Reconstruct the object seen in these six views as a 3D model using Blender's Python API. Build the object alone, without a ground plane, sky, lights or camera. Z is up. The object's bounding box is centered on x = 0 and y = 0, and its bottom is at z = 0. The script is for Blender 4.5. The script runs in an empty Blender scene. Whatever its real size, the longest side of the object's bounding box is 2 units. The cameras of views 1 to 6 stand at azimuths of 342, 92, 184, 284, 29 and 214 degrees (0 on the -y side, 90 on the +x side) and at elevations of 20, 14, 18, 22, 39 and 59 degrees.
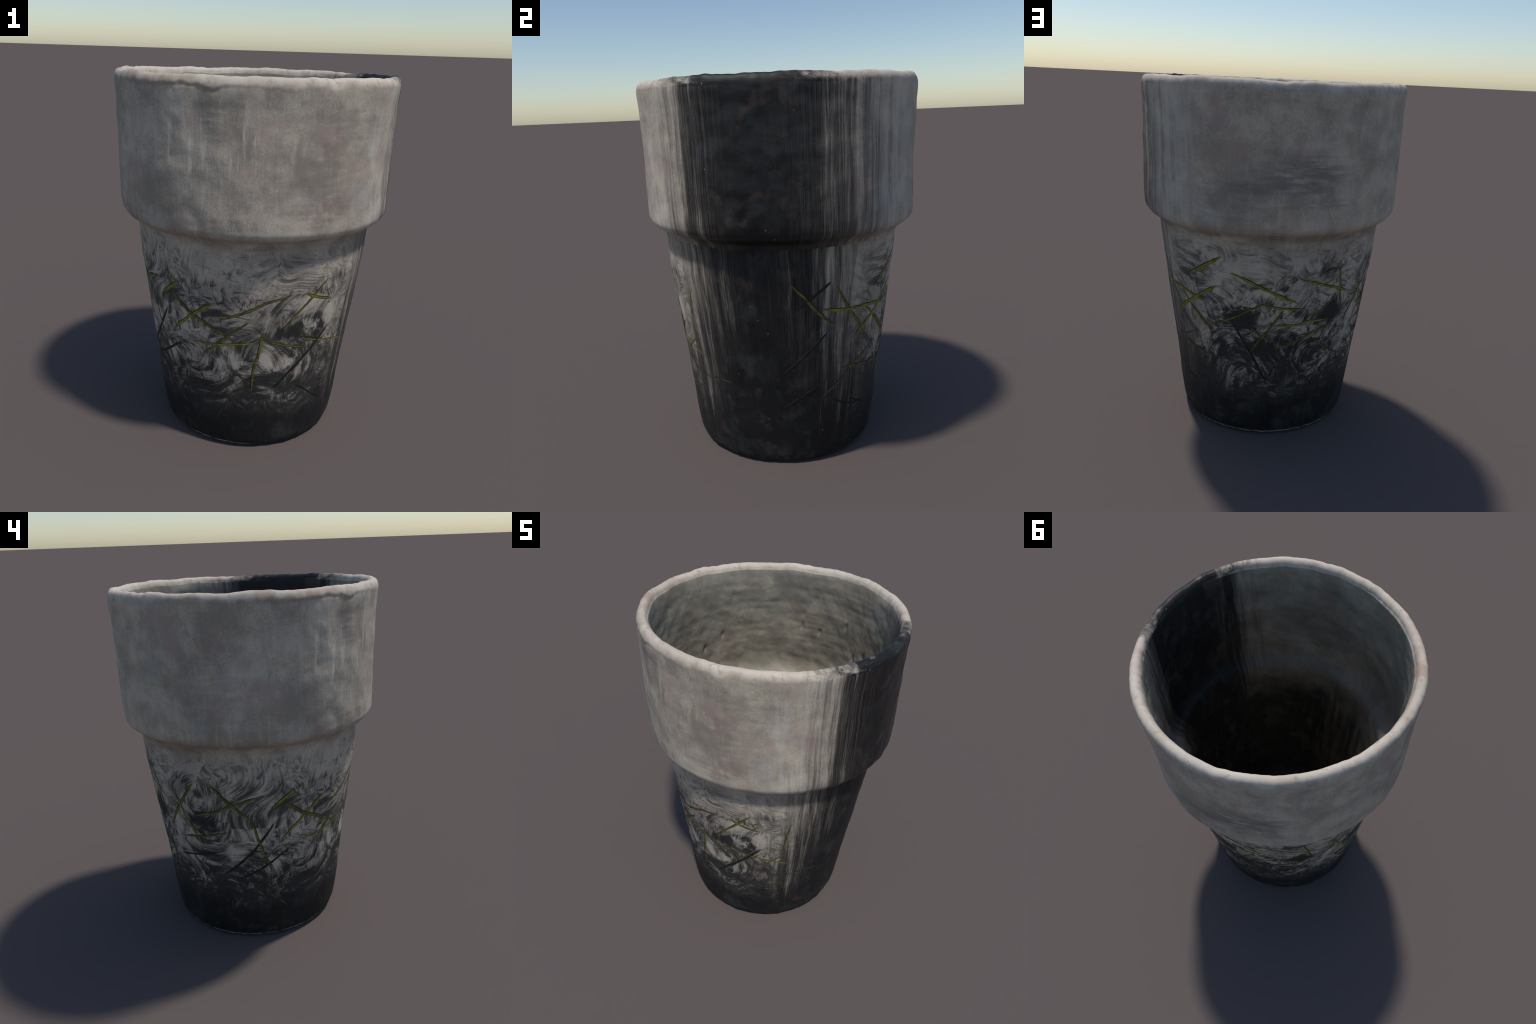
# A tall hand-thrown clay tumbler, smoke-fired: a wide plain collar over a
# narrower tapering body, one black glaze stripe down one side, a body smudged
# with swirling soot and pressed with stalks of grass.
import bpy, math
import numpy as np

RNG = np.random.default_rng(7)
TAU = 2 * math.pi
COLS = 1080

# ------------------------------------------------------------------ noise ---
_PERM = RNG.permutation(256)
_GRAD = RNG.normal(size=(256, 3))
_GRAD /= np.linalg.norm(_GRAD, axis=1)[:, None]


def gnoise(p):
    """gradient noise, about -0.7..0.7, for an array of points (..., 3)"""
    i = np.floor(p).astype(int)
    f = p - i
    w = f * f * f * (f * (f * 6 - 15) + 10)
    tot = 0
    for dx in (0, 1):
        for dy in (0, 1):
            for dz in (0, 1):
                h = _PERM[(_PERM[(_PERM[(i[..., 0] + dx) & 255] + i[..., 1] + dy) & 255] + i[..., 2] + dz) & 255]
                d = f - np.array([dx, dy, dz])
                v = (_GRAD[h] * d).sum(-1)
                wx = w[..., 0] if dx else 1 - w[..., 0]
                wy = w[..., 1] if dy else 1 - w[..., 1]
                wz = w[..., 2] if dz else 1 - w[..., 2]
                tot = tot + v * wx * wy * wz
    return tot


def bump(x, a, b, c, d):
    """0 before a, 1 from b to c, 0 after d"""
    s = lambda t: np.clip(t, 0, 1) ** 2 * (3 - 2 * np.clip(t, 0, 1))
    return s((x - a) / (b - a)) * (1 - s((x - c) / (d - c)))


# ---------------------------------------------------------------- profile ---
# (part, radius, height): up the outside, over the rim, down the inside, and
# (first) from the middle of the underside to the foot
PROFILE = [
    ("foot", 0.000, 0.012), ("foot", 0.250, 0.009), ("foot", 0.420, 0.004), ("foot", 0.466, 0.003),
    ("foot", 0.486, 0.007), ("foot", 0.500, 0.018), ("foot", 0.511, 0.044), ("lower_body", 0.518, 0.080), ("lower_body", 0.525, 0.130),
    ("lower_body", 0.533, 0.200), ("lower_body", 0.547, 0.350), ("lower_body", 0.564, 0.500),
    ("lower_body", 0.582, 0.650), ("lower_body", 0.600, 0.800), ("lower_body", 0.617, 0.950),
    ("lower_body", 0.629, 1.050), ("lower_body", 0.634, 1.110), ("lower_body", 0.637, 1.150),
    ("lower_body", 0.640, 1.182), ("collar", 0.646, 1.210), ("collar", 0.658, 1.231),
    ("collar", 0.682, 1.250), ("collar", 0.708, 1.268), ("collar", 0.7215, 1.290), ("collar", 0.7262, 1.322),
    ("collar", 0.728, 1.450), ("collar", 0.728, 1.600), ("collar", 0.729, 1.750),
    ("collar", 0.731, 1.860), ("collar", 0.735, 1.920), ("rim", 0.735, 1.940), ("rim", 0.731, 1.960),
    ("rim", 0.721, 1.975), ("rim", 0.706, 1.981), ("rim", 0.693, 1.979), ("rim", 0.682, 1.970),
    ("inner_wall", 0.674, 1.950), ("inner_wall", 0.668, 1.900), ("inner_wall", 0.665, 1.800),
    ("inner_wall", 0.662, 1.600), ("inner_wall", 0.660, 1.450), ("inner_wall", 0.655, 1.350),
    ("inner_wall", 0.644, 1.312), ("inner_wall", 0.624, 1.281), ("inner_wall", 0.602, 1.264), ("inner_wall", 0.588, 1.238),
    ("inner_wall", 0.577, 1.150), ("inner_wall", 0.558, 1.000), ("inner_wall", 0.516, 0.650),
    ("inner_wall", 0.477, 0.350), ("inner_wall", 0.452, 0.200), ("inner_wall", 0.425, 0.148),
    ("inner_wall", 0.370, 0.132), ("inner_floor", 0.280, 0.140), ("inner_floor", 0.225, 0.164),
    ("inner_floor", 0.170, 0.184), ("inner_floor", 0.100, 0.186), ("inner_floor", 0.060, 0.178), ("inner_floor", 0.000, 0.176)]

# how the thrown round leans and squashes: at these heights, the cosine and
# sine parts of the first, second and third harmonic (angle from +x)
LEAN_Z = [0.0, 0.5, 1.05, 1.15, 1.6, 2.0]
LEAN = np.array([
    [-.0064, -.0185, -.0013, -.0002, -.0023, .0020],
    [-.0048, -.0148, .0026, .0004, -.0040, -.0006],
    [-.0020, -.0094, .0031, -.0028, -.0020, -.0006],
    [-.0014, -.0082, .0043, .0010, -.0014, -.0001],
    [-.0030, -.0072, .0050, -.0011, -.0004, -.0027],
    [.0003, -.0035, .0008, -.0041, -.0040, -.0023]])


def lean(th, z):
    c = [np.interp(z, LEAN_Z, LEAN[:, k]) for k in range(6)]
    return (c[0] * np.cos(th) + c[1] * np.sin(th) + c[2] * np.cos(2 * th) + c[3] * np.sin(2 * th)
            + c[4] * np.cos(3 * th) + c[5] * np.sin(3 * th))


def smooth_path(pts, step):
    """centripetal Catmull-Rom through pts, resampled every `step` or so"""
    out, tag = [], []
    P = np.array([[p[1], p[2]] for p in pts])
    Q = np.vstack([2 * P[0] - P[1], P, 2 * P[-1] - P[-2]])
    for i in range(len(P) - 1):
        p0, p1, p2, p3 = Q[i:i + 4]
        t = [0]
        for a, b in ((p0, p1), (p1, p2), (p2, p3)):
            t.append(t[-1] + max(np.linalg.norm(b - a), 1e-6) ** 0.5)
        n = max(2, int(math.ceil(np.linalg.norm(p2 - p1) / step)))
        for k in range(n):
            x = t[1] + (t[2] - t[1]) * k / n
            A1 = (t[1] - x) / (t[1] - t[0]) * p0 + (x - t[0]) / (t[1] - t[0]) * p1
            A2 = (t[2] - x) / (t[2] - t[1]) * p1 + (x - t[1]) / (t[2] - t[1]) * p2
            A3 = (t[3] - x) / (t[3] - t[2]) * p2 + (x - t[2]) / (t[3] - t[2]) * p3
            B1 = (t[2] - x) / (t[2] - t[0]) * A1 + (x - t[0]) / (t[2] - t[0]) * A2
            B2 = (t[3] - x) / (t[3] - t[1]) * A2 + (x - t[1]) / (t[3] - t[1]) * A3
            out.append((t[2] - x) / (t[2] - t[1]) * B1 + (x - t[1]) / (t[2] - t[1]) * B2)
            tag.append(pts[i][0])
    out.append(P[-1])
    tag.append(pts[-1][0])
    return np.array(out), tag


OUTER = [p for p in PROFILE if p[0] in ("lower_body", "collar")]


def outer_radius(th, z):
    return np.interp(z, [p[2] for p in OUTER], [p[1] for p in OUTER]) + lean(th, z)


def az_to_th(az):          # azimuth 0 is -y, 90 is +x
    return np.radians(np.asarray(az, float) - 90)


# ------------------------------------------------------- pressed-in stalks ---
# (azimuth, height) along each stalk, half width in mm, tone
# tones: y = fresh yellow-green, o = olive, d = charred dark, p = pale straw
STALKS = [
    ("o", 5.0, [(358, .77), (7, .88), (20, 1.03)]),
    ("y", 5.5, [(8, .97), (15, .935), (24, .905)]),
    ("o", 4.5, [(346, .73), (357, .685), (14, .635)]),
    ("y", 4.5, [(8, .705), (18, .67), (31, .63), (43, .59)]),
    ("d", 7.0, [(356, .41), (6, .52), (15, .62), (25, .74)]),
    ("o", 3.0, [(17, .53), (29, .61), (39, .69)]),
    ("d", 4.0, [(8, .42), (17, .34), (30, .24)]),
    ("o", 3.5, [(21, .33), (38, .40)]),
    ("p", 4.0, [(29, .49), (40, .472), (50, .48), (60, .48)]),
    ("o", 4.0, [(38, .70), (39, .84), (41, .97)]),
    ("o", 6.0, [(349, .76), (347, .62), (345, .54), (344, .40)]),
    ("o", 5.5, [(328, .82), (341, .88), (350, .93), (360, .96)]),
    ("o", 5.0, [(319, .60), (332, .73), (342, .82)]),
    ("y", 5.5, [(313, .66), (326, .67), (344, .695)]),
    ("o", 6.5, [(301, .92), (312, .83), (323, .77), (337, .69)]),
    ("y", 6.5, [(301, .70), (314, .825), (325, .91)]),
    ("y", 7.0, [(295, .895), (306, .985)]),
    ("d", 5.5, [(296, .80), (288, .67), (279, .56), (268, .46)]),
    ("o", 5.0, [(284, .86), (288, .69), (295, .48)]),
    ("d", 5.0, [(277, .44), (291, .52), (304, .62)]),
    ("p", 5.0, [(285, .43), (295, .32), (305, .22)]),
    ("p", 6.0, [(328, .36), (342, .26)]),
    ("o", 6.5, [(265, 1.04), (273, .94), (284, .83)]),
    ("o", 5.5, [(255, .83), (270, .89), (281, .94), (291, .975)]),
    ("o", 5.0, [(244, .67), (260, .71), (273, .75)]),
    ("d", 4.0, [(239, .53), (256, .58), (267, .62)]),
    ("o", 6.5, [(256, 1.03), (245, .87), (234, .71)]),
    ("y", 5.0, [(241, .96), (246, .85), (257, .645)]),
    ("o", 5.0, [(224, 1.05), (227, .92), (229, .79)]),
    ("y", 5.5, [(204, 1.00), (219, .95), (234, .89)]),
    ("o", 4.5, [(212, .65), (223, .56), (236, .48)]),
    ("o", 4.5, [(209, .75), (216, .81), (224, .88)]),
    ("y", 5.0, [(190, .735), (202, .735), (209, .75), (222, .745)]),
    ("o", 5.0, [(192, .59), (205, .64), (216, .69), (226, .715)]),
    ("y", 5.5, [(184, .86), (194, .84), (206, .83)]),
    ("o", 5.5, [(178, .57), (184, .66), (190, .74), (195, .83)]),
    ("y", 6.5, [(168, 1.03), (179, .98), (191, .92), (202, .87)]),
    ("o", 4.0, [(178, .72), (184, .67), (191, .63)]),
    ("d", 5.0, [(168, .74), (173, .65), (178, .56), (188, .36)]),
    ("o", 5.0, [(155, .70), (169, .77), (180, .84), (188, .88)]),
    ("p", 3.0, [(155, .50), (167, .52), (178, .55)]),
    ("y", 7.5, [(142, .97), (153, 1.04), (163, 1.11)]),
    ("o", 4.5, [(143, .78), (150, .72), (156, .64)]),
    ("y", 6.5, [(127, .70), (144, .83), (160, .94)]),
    ("o", 5.5, [(121, .54), (132, .525), (148, .50), (155, .50)]),
    ("d", 4.0, [(128, .34), (141, .27), (154, .21)]),
    ("o", 4.5, [(109, .39), (119, .46), (127, .53), (141, .61)]),
    ("y", 6.5, [(108, .89), (121, .87), (134, .86), (151, .84)]),
    ("o", 5.5, [(115, 1.00), (122, .88), (134, .71)]),
    ("o", 4.5, [(133, .87), (143, .77), (152, .68)]),
    ("o", 6.0, [(93, 1.04), (99, .97), (105, .89), (115, .79)]),
    ("d", 6.0, [(96, .90), (102, .95), (112, 1.03)]),
    ("d", 6.0, [(89, .55), (97, .62), (111, .76)]),
    ("d", 5.0, [(88, .35), (97, .40), (110, .48)]),
    ("d", 5.0, [(94, .44), (100, .35), (109, .21)]),
    ("d", 4.5, [(116, .37), (127, .31), (140, .29)])]


def stalk_spine(pts, n=28):
    a = np.array(pts, float)
    for i in range(1, len(a)):          # keep azimuth continuous through 0
        while a[i, 0] - a[i - 1, 0] > 180: a[i, 0] -= 360
        while a[i, 0] - a[i - 1, 0] < -180: a[i, 0] += 360
    path, _ = smooth_path([("s", q[0] * 0.0103, q[1]) for q in a], 0.012)
    return np.degrees(0) + path[:, 0] / 0.0103, path[:, 1]


# -------------------------------------------------------------- the surface ---
path, tags = smooth_path(PROFILE, 0.0052)
ROWS = len(path)
first = {t: tags.index(t) for t in ("foot", "lower_body", "collar", "rim", "inner_wall", "inner_floor")}
th = np.linspace(-math.pi, math.pi, COLS, endpoint=False)
TH, RR = np.meshgrid(th, path[:, 0])
_, ZZ = np.meshgrid(th, path[:, 1])
row = np.arange(ROWS)[:, None] + 0 * TH
inside = row >= first["inner_wall"]
under = row < first["lower_body"]
RR = RR + lean(TH, ZZ) * np.clip(RR / 0.3, 0, 1)
unit = np.stack([np.cos(TH), np.sin(TH), ZZ], -1)


def rnd(scale, zscale=None, off=0.0):
    zs = scale if zscale is None else zscale
    return gnoise(np.stack([np.cos(TH) * scale * .65 + off, np.sin(TH) * scale * .65 + off * 1.7, ZZ * zs + off * .3], -1))


out_w = np.where(inside, 0.0, 1.0)
in_w = 1 - out_w
AZ = (np.degrees(TH) + 90) % 360
# hand wobble of the outside, softer on the body, dents low on the collar
dr = out_w * (0.0035 * rnd(3.5) + 0.0022 * rnd(9, None, 3.1) + 0.0007 * rnd(30, None, 5.2))
collar_w = bump(ZZ, 1.2, 1.26, 1.93, 1.97) * out_w
dr += collar_w * (0.0060 * rnd(9, 7, 9.3) + 0.0030 * rnd(20, 14, 4.1))
dr += collar_w * bump(AZ, 50, 66, 100, 120) * 0.0042 * rnd(17, 15, 6.1)
dent = bump(AZ, 290, 315, 335, 350) * bump(ZZ, 1.22, 1.27, 1.36, 1.45) * out_w
dr += dent * 0.006 * rnd(15, 13, 1.9)
# finger-soft, lumpy lip
lip = bump(ZZ, 1.89, 1.94, 2.1, 2.2)
dr += lip * (0.0045 * rnd(14, 8, 2.2) + 0.0028 * rnd(32, 14, 7.7))
# the lip was folded over: its lower edge overhangs a little, raggedly
ring = lambda k, o: gnoise(np.stack([np.cos(TH) * k + o, np.sin(TH) * k, 0 * TH + o], -1))
fold_z = 1.935 + 0.022 * ring(5, 2.0) + 0.012 * ring(16, 5.0)
fold_k = 0.0008 + 0.003 * np.clip(ring(3, 8.0) + .1, 0, 1) + 0.004 * bump(AZ, 270, 295, 330, 350)
dr += out_w * fold_k * np.clip((ZZ - fold_z) / .012, 0, 1)
# pinch marks inside
dr += in_w * bump(ZZ, .15, .3, 1.85, 1.96) * (0.009 * rnd(8, 8, 4.4) + 0.0060 * rnd(17, 15, 6.6) + .0018 * rnd(40, 34, 3.6))
dr += in_w * bump(ZZ, 1.32, 1.4, 1.88, 1.95) * 0.0030 * rnd(3, 30, 7.2)
for a0, z0 in ((192.6, 1.60), (165, 1.67), (182, 1.58), (150, 1.52), (140, 1.45), (158, 1.48), (240, 1.55), (252, 1.48)):
    q = (((AZ - a0 + 180) % 360 - 180) / 1.1) ** 2 + ((ZZ - z0 + (AZ - a0) * .006) / .024) ** 2
    dr += in_w * .010 * np.exp(-np.minimum(q, 60))
# jagged, faceted foot, copying the scan's coarse mesh edge
footw = 1 - np.clip((ZZ - .02) / .10, 0, 1)
dr += out_w * footw * np.clip(RR / .45, 0, 1) * (0.006 * rnd(16, 2, 8.8) + 0.003 * rnd(40, 10, 2.8))
RR = RR + dr * np.clip(RR / .2, 0, 1)
# the lip runs a little up and down
lipz = np.clip((ZZ - 1.80) / .17, 0, 1)
flat = np.stack([np.cos(TH) * 4 + 11, np.sin(TH) * 4, 0 * TH], -1)
flat2 = np.stack([np.cos(TH) * 15 + 3, np.sin(TH) * 15, 0 * TH], -1)
ZZ = ZZ + lipz * (0.012 * gnoise(flat) + 0.0050 * gnoise(flat2))

# the rim stands a touch higher, and the shoulder too, towards azimuth 330
tilt = np.cos(np.radians(AZ - 325))
ZZ = ZZ + lipz * 0.0045 * tilt + out_w * bump(ZZ, 1.10, 1.20, 1.30, 1.45) * (0.006 + 0.009 * tilt)
ZZ = ZZ + out_w * footw * bump(RR, .40, .46, .5, .6) * (0.006 * gnoise(flat2 * 1.3) + .003 * gnoise(flat2 * 3))

# grooves the stalks were pressed into
body_rows = np.arange(first["lower_body"], first["collar"])
bz = path[body_rows, 1]
for tone, hw, pts in STALKS:
    a, z = stalk_spine(pts)
    wz = 0.022
    r0, r1 = np.searchsorted(bz, [z.min() - wz, z.max() + wz])
    rows_ = body_rows[max(r0, 0):r1]
    t0, t1 = az_to_th(a.min() - 3), az_to_th(a.max() + 3)
    cols_ = np.unique(np.floor(((np.arange(t0, t1, TAU / COLS / 2) + math.pi) % TAU) / TAU * COLS).astype(int) % COLS)
    sub = np.ix_(rows_, cols_)
    T, Zs = TH[sub], ZZ[sub]
    best = np.full(T.shape, 9.0)
    for k in range(len(a) - 1):
        c = az_to_th(a[k])
        px = ((T - c + math.pi) % TAU - math.pi) * .59
        pz = Zs - z[k]
        ex = math.radians(a[k + 1] - a[k]) * .59
        ez = z[k + 1] - z[k]
        t = np.clip((px * ex + pz * ez) / (ex * ex + ez * ez), 0, 1)
        best = np.minimum(best, np.hypot(px - t * ex, pz - t * ez))
    s = hw / 1000 * 1.25
    RR[sub] -= 0.0013 * np.exp(-(best / s) ** 2)

V = np.stack([RR * np.cos(TH), RR * np.sin(TH), ZZ], -1)
V[..., 2] -= V[..., 2].min()
V[..., 2] = np.where(V[..., 2] > 1.9, 1.9 + (V[..., 2] - 1.9) * .1 / (V[..., 2].max() - 1.9), V[..., 2])


def quads(n):
    i = np.arange(n - 1)[:, None] * COLS
    j = np.arange(COLS)[None, :]
    k = (j + 1) % COLS
    return np.stack([i + j, i + k, i + COLS + k, i + COLS + j], -1).reshape(-1, 4)


def grid_mesh(name, verts, faces):
    me = bpy.data.meshes.new(name)
    me.vertices.add(len(verts))
    me.vertices.foreach_set("co", verts.astype(np.float32).ravel())
    me.loops.add(faces.size)
    me.loops.foreach_set("vertex_index", faces.astype(np.int32).ravel())
    me.polygons.add(len(faces))
    me.polygons.foreach_set("loop_start", np.arange(0, faces.size, 4, dtype=np.int32))
    me.update(calc_edges=True)
    me.validate()
    return me


whole = grid_mesh("whole", V.reshape(-1, 3), quads(ROWS))
normals = np.empty(ROWS * COLS * 3, np.float32)
whole.vertex_normals.foreach_get("vector", normals)
normals = normals.reshape(ROWS, COLS, 3)
bpy.data.meshes.remove(whole)


# ---------------------------------------------------------------- materials ---
class Sock:
    """a shader socket that can be added, multiplied and so on"""
    def __init__(s, tree, out): s.t, s.o = tree, out
    def _m(s, op, *args, clamp=False):
        n = s.t.nodes.new("ShaderNodeMath"); n.operation = op; n.use_clamp = clamp
        for k, a in enumerate(args): put(s.t, n.inputs[k], a)
        return Sock(s.t, n.outputs[0])
    def __add__(s, b): return s._m("ADD", s, b)
    def __radd__(s, b): return s._m("ADD", b, s)
    def __sub__(s, b): return s._m("SUBTRACT", s, b)
    def __rsub__(s, b): return s._m("SUBTRACT", b, s)
    def __mul__(s, b): return s._m("MULTIPLY", s, b)
    def __rmul__(s, b): return s._m("MULTIPLY", b, s)
    def __truediv__(s, b): return s._m("DIVIDE", s, b)
    def clamp(s): return s._m("ADD", s, 0.0, clamp=True)
    def max(s, b): return s._m("MAXIMUM", s, b)
    def min(s, b): return s._m("MINIMUM", s, b)
    def pow(s, b): return s._m("POWER", s, b)
    def step(s, a, b, c=0.0, d=1.0):
        n = s.t.nodes.new("ShaderNodeMapRange"); n.interpolation_type = "SMOOTHSTEP"
        for k, v in zip(("Value", "From Min", "From Max", "To Min", "To Max"), (s, a, b, c, d)):
            put(s.t, n.inputs[k], v)
        return Sock(s.t, n.outputs[0])


def put(tree, inp, v):
    if isinstance(v, Sock): tree.links.new(v.o, inp)
    elif isinstance(v, tuple) and len(v) == 3 and inp.type == "RGBA": inp.default_value = (*v, 1)
    else: inp.default_value = v


class Mat:
    def __init__(m, name):
        m.mat = bpy.data.materials.new(name)
        m.mat.use_nodes = True
        m.t = m.mat.node_tree
        m.bsdf = next(n for n in m.t.nodes if n.type == "BSDF_PRINCIPLED")
        tc = m.t.nodes.new("ShaderNodeTexCoord")
        m.pos = Sock(m.t, tc.outputs["Object"])
        sp = m.t.nodes.new("ShaderNodeSeparateXYZ")
        m.t.links.new(m.pos.o, sp.inputs[0])
        m.x, m.y, m.z = (Sock(m.t, o) for o in sp.outputs)
        w = m.x._m("ARCTAN2", m.y * -1.0, m.x * -1.0)      # seam lies in the black stripe
        m.w = w                                            # radians, azimuth - 270
        m.u = w * 0.585
        m.az = w * (180 / math.pi) + 270.0                 # 90 .. 450
        m.p = m.vec(m.u, m.z, 0.0)
    def node(m, kind, **kw):
        n = m.t.nodes.new(kind)
        for k, v in kw.items(): setattr(n, k, v)
        return n
    def vec(m, x, y, z):
        n = m.node("ShaderNodeCombineXYZ")
        for i, v in zip(n.inputs, (x, y, z)): put(m.t, i, v)
        return Sock(m.t, n.outputs[0])
    def vmath(m, op, a, b=None, scale=None):
        n = m.node("ShaderNodeVectorMath", operation=op)
        put(m.t, n.inputs[0], a)
        if b is not None: put(m.t, n.inputs[1], b)
        if scale is not None: put(m.t, n.inputs["Scale"], scale)
        return Sock(m.t, n.outputs["Value" if op in ("LENGTH", "DISTANCE", "DOT_PRODUCT") else "Vector"])
    def noise(m, v, scale=1.0, detail=3.0, rough=0.55, dist=0.0, colour=False):
        n = m.node("ShaderNodeTexNoise")
        put(m.t, n.inputs["Vector"], v)
        for k, x in (("Scale", scale), ("Detail", detail), ("Roughness", rough), ("Distortion", dist)):
            put(m.t, n.inputs[k], x)
        return Sock(m.t, n.outputs["Color" if colour else "Fac"])
    def streaks(m, us, zs, off=0.0, detail=3.0, rough=0.6):
        if not hasattr(m, "wander"):
            m.wander = m.u + (m.noise(m.pos, 2.2, 1, .5) - .5) * .03
        return m.noise(m.vec(m.wander * us + off, m.z * zs + off, off), 1.0, detail, rough)
    def mix(m, f, a, b, mode="MIX"):
        n = m.node("ShaderNodeMix", data_type="RGBA", blend_type=mode)
        put(m.t, n.inputs[0], f)
        put(m.t, n.inputs[6], a)
        put(m.t, n.inputs[7], b)
        return Sock(m.t, n.outputs[2])
    def blob(m, p, az, z, raz, rz):
        """1 in the middle of an oval patch, 0 at its edge"""
        if az < 90: az += 360
        d = m.vmath("MULTIPLY", m.vmath("SUBTRACT", p, (math.radians(az - 270) * .585, z, 0.0)),
                    (1 / (math.radians(raz) * .585), 1 / rz, 0.0))
        return m.vmath("LENGTH", d).step(1.0, 0.15)
    def finish(m, colour, rough, height=None, strength=0.3, dist=0.004, spec=0.35):
        put(m.t, m.bsdf.inputs["Base Color"], colour)
        put(m.t, m.bsdf.inputs["Roughness"], rough)
        put(m.t, m.bsdf.inputs["Specular IOR Level"], spec)
        if height is not None:
            b = m.node("ShaderNodeBump")
            put(m.t, b.inputs["Height"], height)
            b.inputs["Strength"].default_value = strength
            b.inputs["Distance"].default_value = dist
            m.t.links.new(b.outputs[0], m.bsdf.inputs["Normal"])
        return m.mat


CLAY = (0.515, 0.442, 0.352)
CLAY_PALE = (0.665, 0.585, 0.485)
CLAY_DARK = (0.295, 0.247, 0.198)
MAUVE = (0.385, 0.285, 0.242)
SOOT = (0.0085, 0.0085, 0.0090)
SOOT_WARM = (0.062, 0.051, 0.046)


def clay_colour(m, brushed=1.0):
    """bare smoked clay: soft mottling, a brush grain, small specks"""
    big = m.noise(m.pos, 3.2, 3, .55)
    mid = m.noise(m.pos, 9.0, 4, .6)
    grain = m.noise(m.pos, 95, 2, .6)
    brush = m.streaks(70, 9, 4.0)
    hor = m.noise(m.vec(m.u * 8.0, m.z * 50.0, 7.0), 1.0, 3, .6)
    t = big * .9 + mid * .7 + (grain - .5) * .38 + ((brush - .5) * .22 + (hor - .5) * .07) * brushed
    c = m.mix(t.step(.55, 1.05), CLAY_DARK, CLAY)
    c = m.mix(t.step(.92, 1.35) * .55, c, CLAY_PALE)
    tint = m.noise(m.pos, 4.1, 2, .5, colour=False)
    c = m.mix(tint.step(.5, .68) * mid.step(.66, .38) * .85, c, MAUVE)
    cool = m.noise(m.vmath("ADD", m.pos, (5.0, 2.0, 1.0)), 5.5, 3, .5)
    c = m.mix(cool.step(.54, .70) * .30, c, (.38, .385, .375))
    return c, mid, grain


def stripe_mask(m, lo0, lo1, hi0, hi1, us=75, zs=2.2, amp=.75, down=0.0):
    """black stripe: solid from lo1 to hi0, broken into drawn streaks to lo0 / hi1"""
    # azimuth runs 90..450 with the seam inside the stripe: fold to -180..180 about 90
    a = m.az - 90.0
    a = a - 360.0 * a.step(179.9, 180.1)
    s = m.streaks(us, zs * 1.5, 1.3, 6, .72)
    s2 = m.streaks(us * .28, zs * .5, 8.3, 2, .5)
    up = (a - (lo0 - 90)) / (lo1 - lo0)
    dn = ((hi1 - 90) - a) / (hi1 - hi0)
    edge = up.min(dn)
    if down:          # wider towards the base
        edge = edge + (m.z * -1.0 + .92).max(0.0) * down
    s3 = m.streaks(us * 2.6, zs * .8, 4.7, 4, .7)
    v = edge + (s - .5) * amp * 2.0 + (s2 - .5) * amp * 1.6 + (s3 - .5) * amp * .9
    solid = edge.step(1.0, 1.35)
    return v.step(.05, 1.05).max(solid), edge, s


def black_colour(m):
    n = m.noise(m.pos, 6, 5, .62)
    r = m.noise(m.vmath("ADD", m.pos, (3., 3., 3.)), 9, 3, .55)
    v = m.streaks(24, 3.0, 6.0, 4, .6)
    c = m.mix((n + (v - .5) * .35).step(.48, .74), SOOT, (.030, .0318, .0308))
    c = m.mix(r.step(.56, .72) * .7, c, (.058, .040, .034))
    d = m.noise(m.vmath("ADD", m.pos, (7., 1., 2.)), 11, 3, .6)
    c = m.mix(d.step(.56, .66) * .8, c, (.0045, .0045, .005))
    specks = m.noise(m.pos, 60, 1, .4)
    return m.mix(specks.step(.80, .82), c, (.22, .22, .22))


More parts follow.
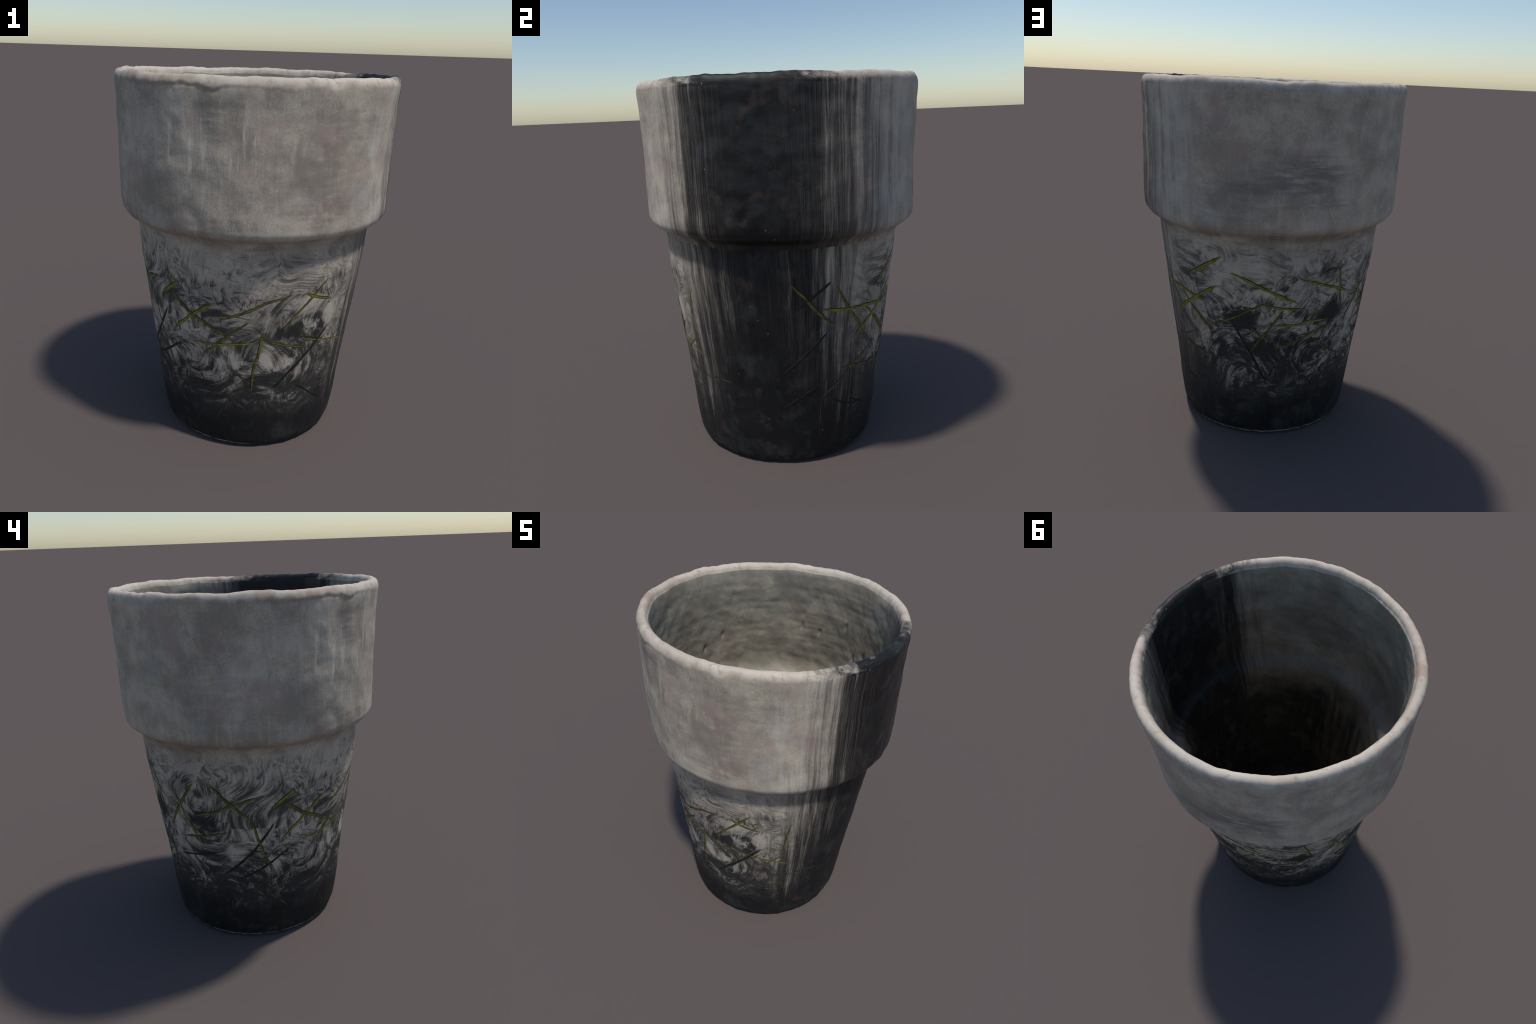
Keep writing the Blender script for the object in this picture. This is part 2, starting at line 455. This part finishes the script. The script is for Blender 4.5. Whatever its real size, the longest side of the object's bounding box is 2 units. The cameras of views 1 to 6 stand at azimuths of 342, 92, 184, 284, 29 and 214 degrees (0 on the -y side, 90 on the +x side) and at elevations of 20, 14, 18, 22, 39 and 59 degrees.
def make_collar():
    m = Mat("smoked_clay_collar")
    c, mid, grain = clay_colour(m)
    # pale runs in the glaze-free slip
    runs = m.streaks(26, 2.6, 12.0, 3, .6)
    front = m.blob(m.p, 325, 1.65, 32, .40)
    c = m.mix(runs.step(.56, .70) * (front * .6 + .18), c, CLAY_PALE)
    # grey wiped patches
    q = m.vmath("ADD", m.p, m.vmath("MULTIPLY", m.noise(m.pos, 6, 3, .6, colour=True), (.10, .10, 0.)))
    q = m.vmath("SUBTRACT", q, (.05, .05, 0.))
    wipe = m.noise(m.vec(m.u * 7, m.z * 34, 2.0), 1, 4, .65)
    for az, z, ra, rz, k in ((199, 1.56, 30, .16, .80), (182, 1.50, 24, .05, .6), (205, 1.42, 26, .04, .55), (170, 1.42, 26, .16, .35), (10, 1.50, 26, .26, .35), (22, 1.80, 28, .10, .35), (328, 1.80, 9, .16, .55), (272, 1.55, 20, .28, .25)):
        c = m.mix(m.blob(q, az, z, ra, rz) * wipe.step(.34, .58) * k, c, (.165, .145, .130))
    stain = m.noise(m.pos, 15, 5, .7)
    for az, z, ra, rz, k in ((8, 1.42, 16, .14, .75), (350, 1.52, 16, .10, .4), (12, 1.70, 18, .12, .45), (340, 1.36, 12, .08, .4), (275, 1.78, 16, .10, .4), (60, 1.5, 20, .3, .3)):
        c = m.mix(m.blob(q, az, z, ra, rz) * stain.step(.42, .62) * k, c, (.255, .180, .155))
    black, edge, s = stripe_mask(m, 39, 61, 106, 141, zs=1.6)
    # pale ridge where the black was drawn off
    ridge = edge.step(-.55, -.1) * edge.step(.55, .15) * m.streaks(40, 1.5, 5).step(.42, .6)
    c = m.mix(ridge * .5, c, (.50, .47, .44))
    c = m.mix(black, c, m.mix((s + m.streaks(210, 1.4, 3.1) - .5).step(.38, .72) * edge.step(1.7, .9), black_colour(m), SOOT_WARM))
    # brown line under the shoulder
    zz = m.z + (m.noise(m.pos, 9, 3, .6) - .5) * .03
    line = zz.step(1.200, 1.224) * zz.step(1.250, 1.232)
    c = m.mix(line * m.noise(m.pos, 7, 3, .6).step(.40, .64) * .42 * (1.0 - black * .75), c, (.130, .086, .060))
    rough = black * -.30 + .78
    h = mid * .5 + grain * .25 + m.streaks(60, 3, 2.2) * .6
    return m.finish(c, rough - .08, h, .45, .007, .4)


def make_rim():
    m = Mat("smoked_clay_rim")
    c, mid, grain = clay_colour(m)
    c = m.mix((m.z + (mid - .5) * .08).step(1.945, 1.985) * .55, c, CLAY_PALE)
    tan = m.noise(m.pos, 6, 3, .5)
    warm = m.blob(m.vec(m.u, 0.0, 0.0), 296, 0.0, 62, 1.0)
    c = m.mix(tan.step(.44, .62) * (warm * .6 + .10), c, (.36, .245, .175))
    c = m.mix(m.noise(m.pos, 26, 3, .6).step(.56, .72) * .55, c, CLAY_DARK)
    low, _, _ = stripe_mask(m, 39, 61, 106, 141, zs=1.6)
    top, edge, s = stripe_mask(m, 36, 60, 98, 118, us=22, zs=22, amp=1.0)
    k = (m.z + (m.noise(m.pos, 30, 2, .5) - .5) * .03).step(1.945, 1.972)
    black = low * (1.0 - k) + top * k
    worn = m.noise(m.vec(m.u * 9, m.z * 70, 3.0), 1.0, 3, .6).step(.56, .74) * edge.step(2.2, .9) * k
    c = m.mix(black * (1.0 - worn * .45), c, black_colour(m))
    return m.finish(c, black * -.2 + .78, mid * .6 + grain * .3, .3, .005)


def make_inner():
    m = Mat("smoked_clay_inside")
    c, mid, grain = clay_colour(m, .15)
    ring = m.noise(m.vec(m.u * 2.4, m.z * 6, 4.0), 1, 4, .6)
    c = m.mix(ring.step(.42, .68) * .45, c, (.215, .195, .170))
    fil = m.noise(m.pos, 5, 3, .6)
    c = m.mix(fil.step(.50, .66) * .5, c, (.40, .285, .215))
    sweep = m.noise(m.vec(m.u * 3.0 + m.z * 3.0, m.z * 8 - m.u * 3.5, 9.0), 1, 4, .55)
    c = m.mix(sweep.step(.42, .66) * .42, c, (.20, .172, .14))
    # a dull patch left bare between two wipes of slip
    jag = m.noise(m.pos, 18, 3, .6)
    side_ = (m.az - 195.0)._m("ABSOLUTE", m.az - 195.0) * -1.0 + (m.z - 1.66) * 72.0 + (jag - .5) * 9.0
    patch = side_.step(-.8, .8) * m.z.step(1.945, 1.92)
    c = m.mix(patch * .45, c, (.20, .175, .155))
    c = m.mix(1.0, c, (.66, .70, .68), "MULTIPLY")
    black, edge, s = stripe_mask(m, 38, 60, 106, 128, us=60, zs=2.0, amp=.8)
    # the black reaches wider round the lower well
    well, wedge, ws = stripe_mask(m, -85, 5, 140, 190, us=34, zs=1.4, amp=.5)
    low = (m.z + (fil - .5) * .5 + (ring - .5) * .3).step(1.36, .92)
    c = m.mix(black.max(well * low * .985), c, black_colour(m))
    return m.finish(c, .60, mid * .5 + sweep * .9, .45, .010, .4)


def smear_layer(m, scale, seed, freq, warp):
    """patches of parallel curved hair-fine smears, like soot dragged by fingers"""
    n = m.noise(m.vmath("ADD", m.pos, (seed, seed * .7, 0.)), 3.6, 1.5, .5, colour=True)
    q = m.vmath("ADD", m.p, m.vmath("SCALE", m.vmath("SUBTRACT", n, (.5, .5, .5)), scale=warp))
    q = m.vmath("ADD", m.vmath("MULTIPLY", q, (1., 1., 0.)), (seed, seed, 0.))
    vo = m.node("ShaderNodeTexVoronoi", feature="F1", voronoi_dimensions="2D")
    put(m.t, vo.inputs["Vector"], q)
    vo.inputs["Scale"].default_value = scale
    vo.inputs["Randomness"].default_value = 1.0
    col = m.node("ShaderNodeSeparateColor")
    m.t.links.new(vo.outputs["Color"], col.inputs[0])
    r, g, b = (Sock(m.t, o) for o in col.outputs)
    ang = r * TAU
    rad = g * (1.0 / scale) + .35 / scale
    cx, cy = ang._m("COSINE", ang) * rad, ang._m("SINE", ang) * rad
    centre = m.vmath("ADD", Sock(m.t, vo.outputs["Position"]), m.vec(cx, cy, 0.0))
    d = m.vmath("SUBTRACT", q, centre)
    sp = m.node("ShaderNodeSeparateXYZ")
    m.t.links.new(d.o, sp.inputs[0])
    dx, dy = Sock(m.t, sp.outputs[0]), Sock(m.t, sp.outputs[1])
    dist = m.vmath("LENGTH", d)
    arc = dx._m("ARCTAN2", dy, dx)
    hair = m.noise(m.vec(dist * freq, arc * 1.8, b * 40.0), 1.0, 5, .72)
    broad = m.noise(m.vec(dist * freq * .24, arc * 1.5, b * 40.0 + 9.0), 1.0, 2, .5)
    hair = (hair - .5) * .90 + (broad - .5) * .80 + .5
    edge = Sock(m.t, vo.outputs["Distance"]) * scale
    return hair, b, edge


# soot patches (+) and wiped bright patches (-) on the body
PATCHES = [
    (3, .765, 9, .06, .60), (19, .74, 5, .11, .70), (13, .825, 9, .035, .45), (12, .73, 9, .08, .38), (8, .91, 11, .07, -.50),
    (352, .60, 6, .10, -.75), (335, .585, 5, .07, -.7), (328, .56, 5, .06, -.5), (345, .83, 14, .06, -.25), (2, .56, 8, .06, -.45),
    (340, 1.02, 14, .08, -.35), (322, .97, 9, .12, .35), (303, .62, 8, .08, .25), (315, .40, 15, .10, .35), (298, .53, 6, .10, -.30),
    (28, .86, 9, .18, -.35), (35, .62, 8, .10, -.35), (20, .50, 12, .10, -.05), (42, .66, 8, .10, .35), (12, .38, 14, .07, .20),
    (258, .79, 13, .09, .85), (248, .68, 7, .08, -.45), (275, .62, 9, .10, -.60), (248, 1.02, 14, .09, .35), (285, .72, 10, .07, -.25),
    (172, .77, 13, .10, .85), (165, .65, 6, .06, -.3), (205, .81, 9, .05, .45), (222, .80, 12, .10, .80), (192, .70, 8, .05, -.2), (180, .60, 9, .07, .35),
    (175, 1.06, 22, .09, -.55), (160, .98, 10, .09, -.35), (185, .91, 12, .045, -.50), (241, .74, 5, .14, -.60), (150, .62, 6, .08, -.45), (206, .70, 5, .05, -.3),
    (138, .80, 8, .08, -.45), (128, .54, 9, .10, -.20), (120, 1.02, 10, .13, -.25), (218, 1.06, 14, .07, .25), (190, .58, 55, .30, .22), (268, .50, 30, .18, .15),
    (200, .28, 12, .09, -.20), (275, .26, 8, .09, -.35), (140, .35, 25, .25, .45), (128, .60, 10, .20, .30),
]


def make_body():
    m = Mat("soot_smeared_body")
    c, mid, grain = clay_colour(m)
    c = m.mix(m.z.step(1.20, 1.05) * .35, c, CLAY_PALE)
    h1, b1, e1 = smear_layer(m, 4.6, 3.0, 105.0, .16)
    h2, b2, e2 = smear_layer(m, 7.6, 11.0, 130.0, .12)
    # how much soot lies here
    wob = m.noise(m.pos, 4.0, 3, .55)
    zb = m.z + (wob - .5) * .32
    load = zb.step(.16, .58, 1.30, .64) - zb.step(.55, .80, 0.0, .07) - m.z.step(.95, 1.24, 0.0, .38)
    q = m.vmath("ADD", m.p, m.vmath("SCALE", m.vmath("SUBTRACT", m.noise(m.pos, 11, 3, .6, colour=True), (.5, .5, .5)), scale=.09))
    q = m.vmath("MULTIPLY", q, (1., 1., 0.))
    for az, z, ra, rz, k in PATCHES:
        load = load + m.blob(q, az, z, ra, rz) * (k * .85)
    black, edge, s = stripe_mask(m, 28, 60, 98, 142, us=85, zs=2.6, amp=.85, down=.75)
    calm = (edge - (m.z * -1.0 + .92).max(0.0) * .75).step(.80, -.05)          # the drawn stripe wiped the swirls out
    n1 = (h1 - .5) * 2.7 + load + (b1 - .5) * .45
    n2 = (h2 - .5) * 2.7 + load * .9 + (b2 - .5) * .45 - .08
    fine = m.noise(m.pos, 60, 3, .7)
    haze = m.noise(m.pos, 14, 4, .65)
    soot = n1.max(n2) + (fine - .5) * .5
    soot = soot.step(.08, 1.12)
    soot = soot * load.step(.22, .72, .74, 1.0)
    soot = soot.max((load + (haze - .5) * 1.6 + (fine - .5) * .5).step(.35, 1.15) * .50)
    soot = soot * m.z.step(1.24, 1.14, .3, 1.0) * calm
    c = m.mix(soot * .97, c, m.mix(fine.step(.4, .65), (.0085, .009, .010), (.024, .0215, .021)))
    # the black stripe with its drawn edges, and the blackened base
    c = m.mix(edge.step(-.25, .35) * haze.step(.32, .62) * .42 * m.z.step(1.1, .75), c, SOOT_WARM)
    base_black = (m.z + (wob - .5) * .26 + (h2 - .5) * .30 + (s - .5) * .10).step(.38, .20)
    c = m.mix(black.max(base_black * .97), c, m.mix((s + m.streaks(210, 1.4, 3.1) - .5).step(.40, .74) * edge.step(1.6, .9) * zb.step(.2, .5), black_colour(m), SOOT_WARM))
    # brown line tucked under the shoulder
    zz = m.z + (m.noise(m.pos, 9, 3, .6) - .5) * .03
    line = zz.step(1.200, 1.224) * zz.step(1.250, 1.232)
    c = m.mix(line * m.noise(m.pos, 7, 3, .6).step(.40, .64) * .42 * (1.0 - black * .75), c, (.130, .086, .060))
    h = soot * -.3 + grain * .2 + s * .5 * edge.step(-.6, .2) + h1 * .2
    return m.finish(c, black * -.1 + .72, h, .3, .005)


def make_foot():
    m = Mat("bare_foot_ring")
    dark = black_colour(m)
    n = m.noise(m.pos, 14, 3, .6)
    side = m.az.step(110, 150) * m.az.step(355, 325)
    pale = m.z.step(.032, .022) * n.step(.34, .52) * side
    c = m.mix(pale * .8, dark, (.36, .36, .34))
    return m.finish(c, .75, n, .2, .004)


def make_stalk(tone):
    col, dark = {
        "y": ((.270, .232, .018), (.120, .105, .016)), "o": ((.165, .150, .020), (.062, .057, .014)),
        "d": ((.022, .021, .016), (.010, .010, .009)), "p": ((.145, .130, .078), (.040, .036, .024))}[tone]
    m = Mat({"y": "fresh_grass", "o": "olive_grass", "d": "charred_grass_groove_shade", "p": "straw"}[tone])
    n = m.noise(m.pos, 28, 3, .6)
    f = m.noise(m.pos, 110, 2, .6)
    low = m.z.step(.70, .42) * .45
    c = m.mix((n.step(.62, .36) * .8 + (f - .5) * .5 + low).clamp(), col, dark)
    return m.finish(c, .7, f, .2, .002)


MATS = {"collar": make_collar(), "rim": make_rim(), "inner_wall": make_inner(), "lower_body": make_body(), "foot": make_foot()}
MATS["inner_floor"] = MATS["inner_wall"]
TONES = {t: make_stalk(t) for t in "yodp"}

# ------------------------------------------------------------------ objects ---
cup = bpy.data.objects.new("clay_tumbler", None)
cup["label"] = "tall smoke-fired clay tumbler with wide collar, black stripe, grass marks"
cup["category"] = "cup"
bpy.context.scene.collection.objects.link(cup)


def child(name, me, parent=cup):
    ob = bpy.data.objects.new(name, me)
    bpy.context.scene.collection.objects.link(ob)
    ob.parent = parent
    return ob


order = ["foot", "lower_body", "collar", "rim", "inner_wall", "inner_floor"]
parts = {}
for i, name in enumerate(order):
    a = first[name]
    b = first[order[i + 1]] + 1 if i + 1 < len(order) else ROWS
    me = grid_mesh(name, V[a:b].reshape(-1, 3), quads(b - a))
    me.shade_smooth()
    me.normals_split_custom_set_from_vertices(normals[a:b].reshape(-1, 3).tolist())
    me.materials.append(MATS[name])
    parts[name] = child(name, me)

# the stalks themselves: flat tapering blades lying in their grooves
CROSS = [(-1.15, -.0035), (-.85, .0004), (-.15, .0013), (.40, .0013), (.90, .0008), (1.45, .0004), (1.65, -.0035)]
for tone, hw, pts in STALKS:
    a, z = stalk_spine(pts)
    n = len(a)
    t = np.linspace(0, 1, n)
    jitter = gnoise(np.stack([t * 9, np.full(n, a[0] * .37), np.full(n, z[0] * 5)], -1))
    half = hw / 1000 * 1.15 * (np.clip(np.minimum(t, 1 - t) / .18, 0, 1) ** .6 * .75 + .25) * (1 + .5 * jitter)
    side = gnoise(np.stack([t * 5, np.full(n, a[-1] * .21), np.full(n, 3.3)], -1)) * .004
    ang = az_to_th(a)
    dx, dz = np.gradient(np.radians(a)) * .59, np.gradient(z)
    L = np.hypot(dx, dz) + 1e-9
    nx, nz = -dz / L, dx / L
    flip = np.sign(nz.sum()) or 1
    verts = []
    for k in range(n):
        for off, lift in CROSS:
            o = off * half[k] + side[k]
            aa = ang[k] + flip * nx[k] * o / .59
            zz = z[k] + flip * nz[k] * o
            # ride on the finished surface, bilinear between its rows and columns
            f = np.interp(zz, bz, body_rows)
            r0 = int(min(f, ROWS - 2))
            g = ((aa + math.pi) % TAU) / TAU * COLS
            c0 = int(g) % COLS
            fr, gc = f - r0, g - int(g)
            c1 = (c0 + 1) % COLS
            R = (V[r0, c0] * (1 - fr) * (1 - gc) + V[r0 + 1, c0] * fr * (1 - gc)
                 + V[r0, c1] * (1 - fr) * gc + V[r0 + 1, c1] * fr * gc)
            Nn = normals[r0, c0]
            verts.append(R + Nn * (lift + (.0006 if lift > 0 else 0)))
    m_ = len(CROSS)
    faces = [(k * m_ + j, (k + 1) * m_ + j, (k + 1) * m_ + j + 1, k * m_ + j + 1) if flip > 0 else
             (k * m_ + j, k * m_ + j + 1, (k + 1) * m_ + j + 1, (k + 1) * m_ + j) for k in range(n - 1) for j in range(m_ - 1)]
    faces.append(tuple(range(m_)))
    faces.append(tuple((n - 1) * m_ + j for j in reversed(range(m_))))
    me = bpy.data.meshes.new("grass_stalk")
    me.from_pydata([tuple(v) for v in verts], [], faces)
    me.materials.append(TONES[tone])
    me.materials.append(TONES["d"])
    for q in range((n - 1) * (m_ - 1)):     # upper edge painted dark, as the shade of an incised groove
        j = q % (m_ - 1)
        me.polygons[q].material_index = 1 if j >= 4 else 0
    me.shade_smooth()
    child("grass_stalk", me, parts["lower_body"])
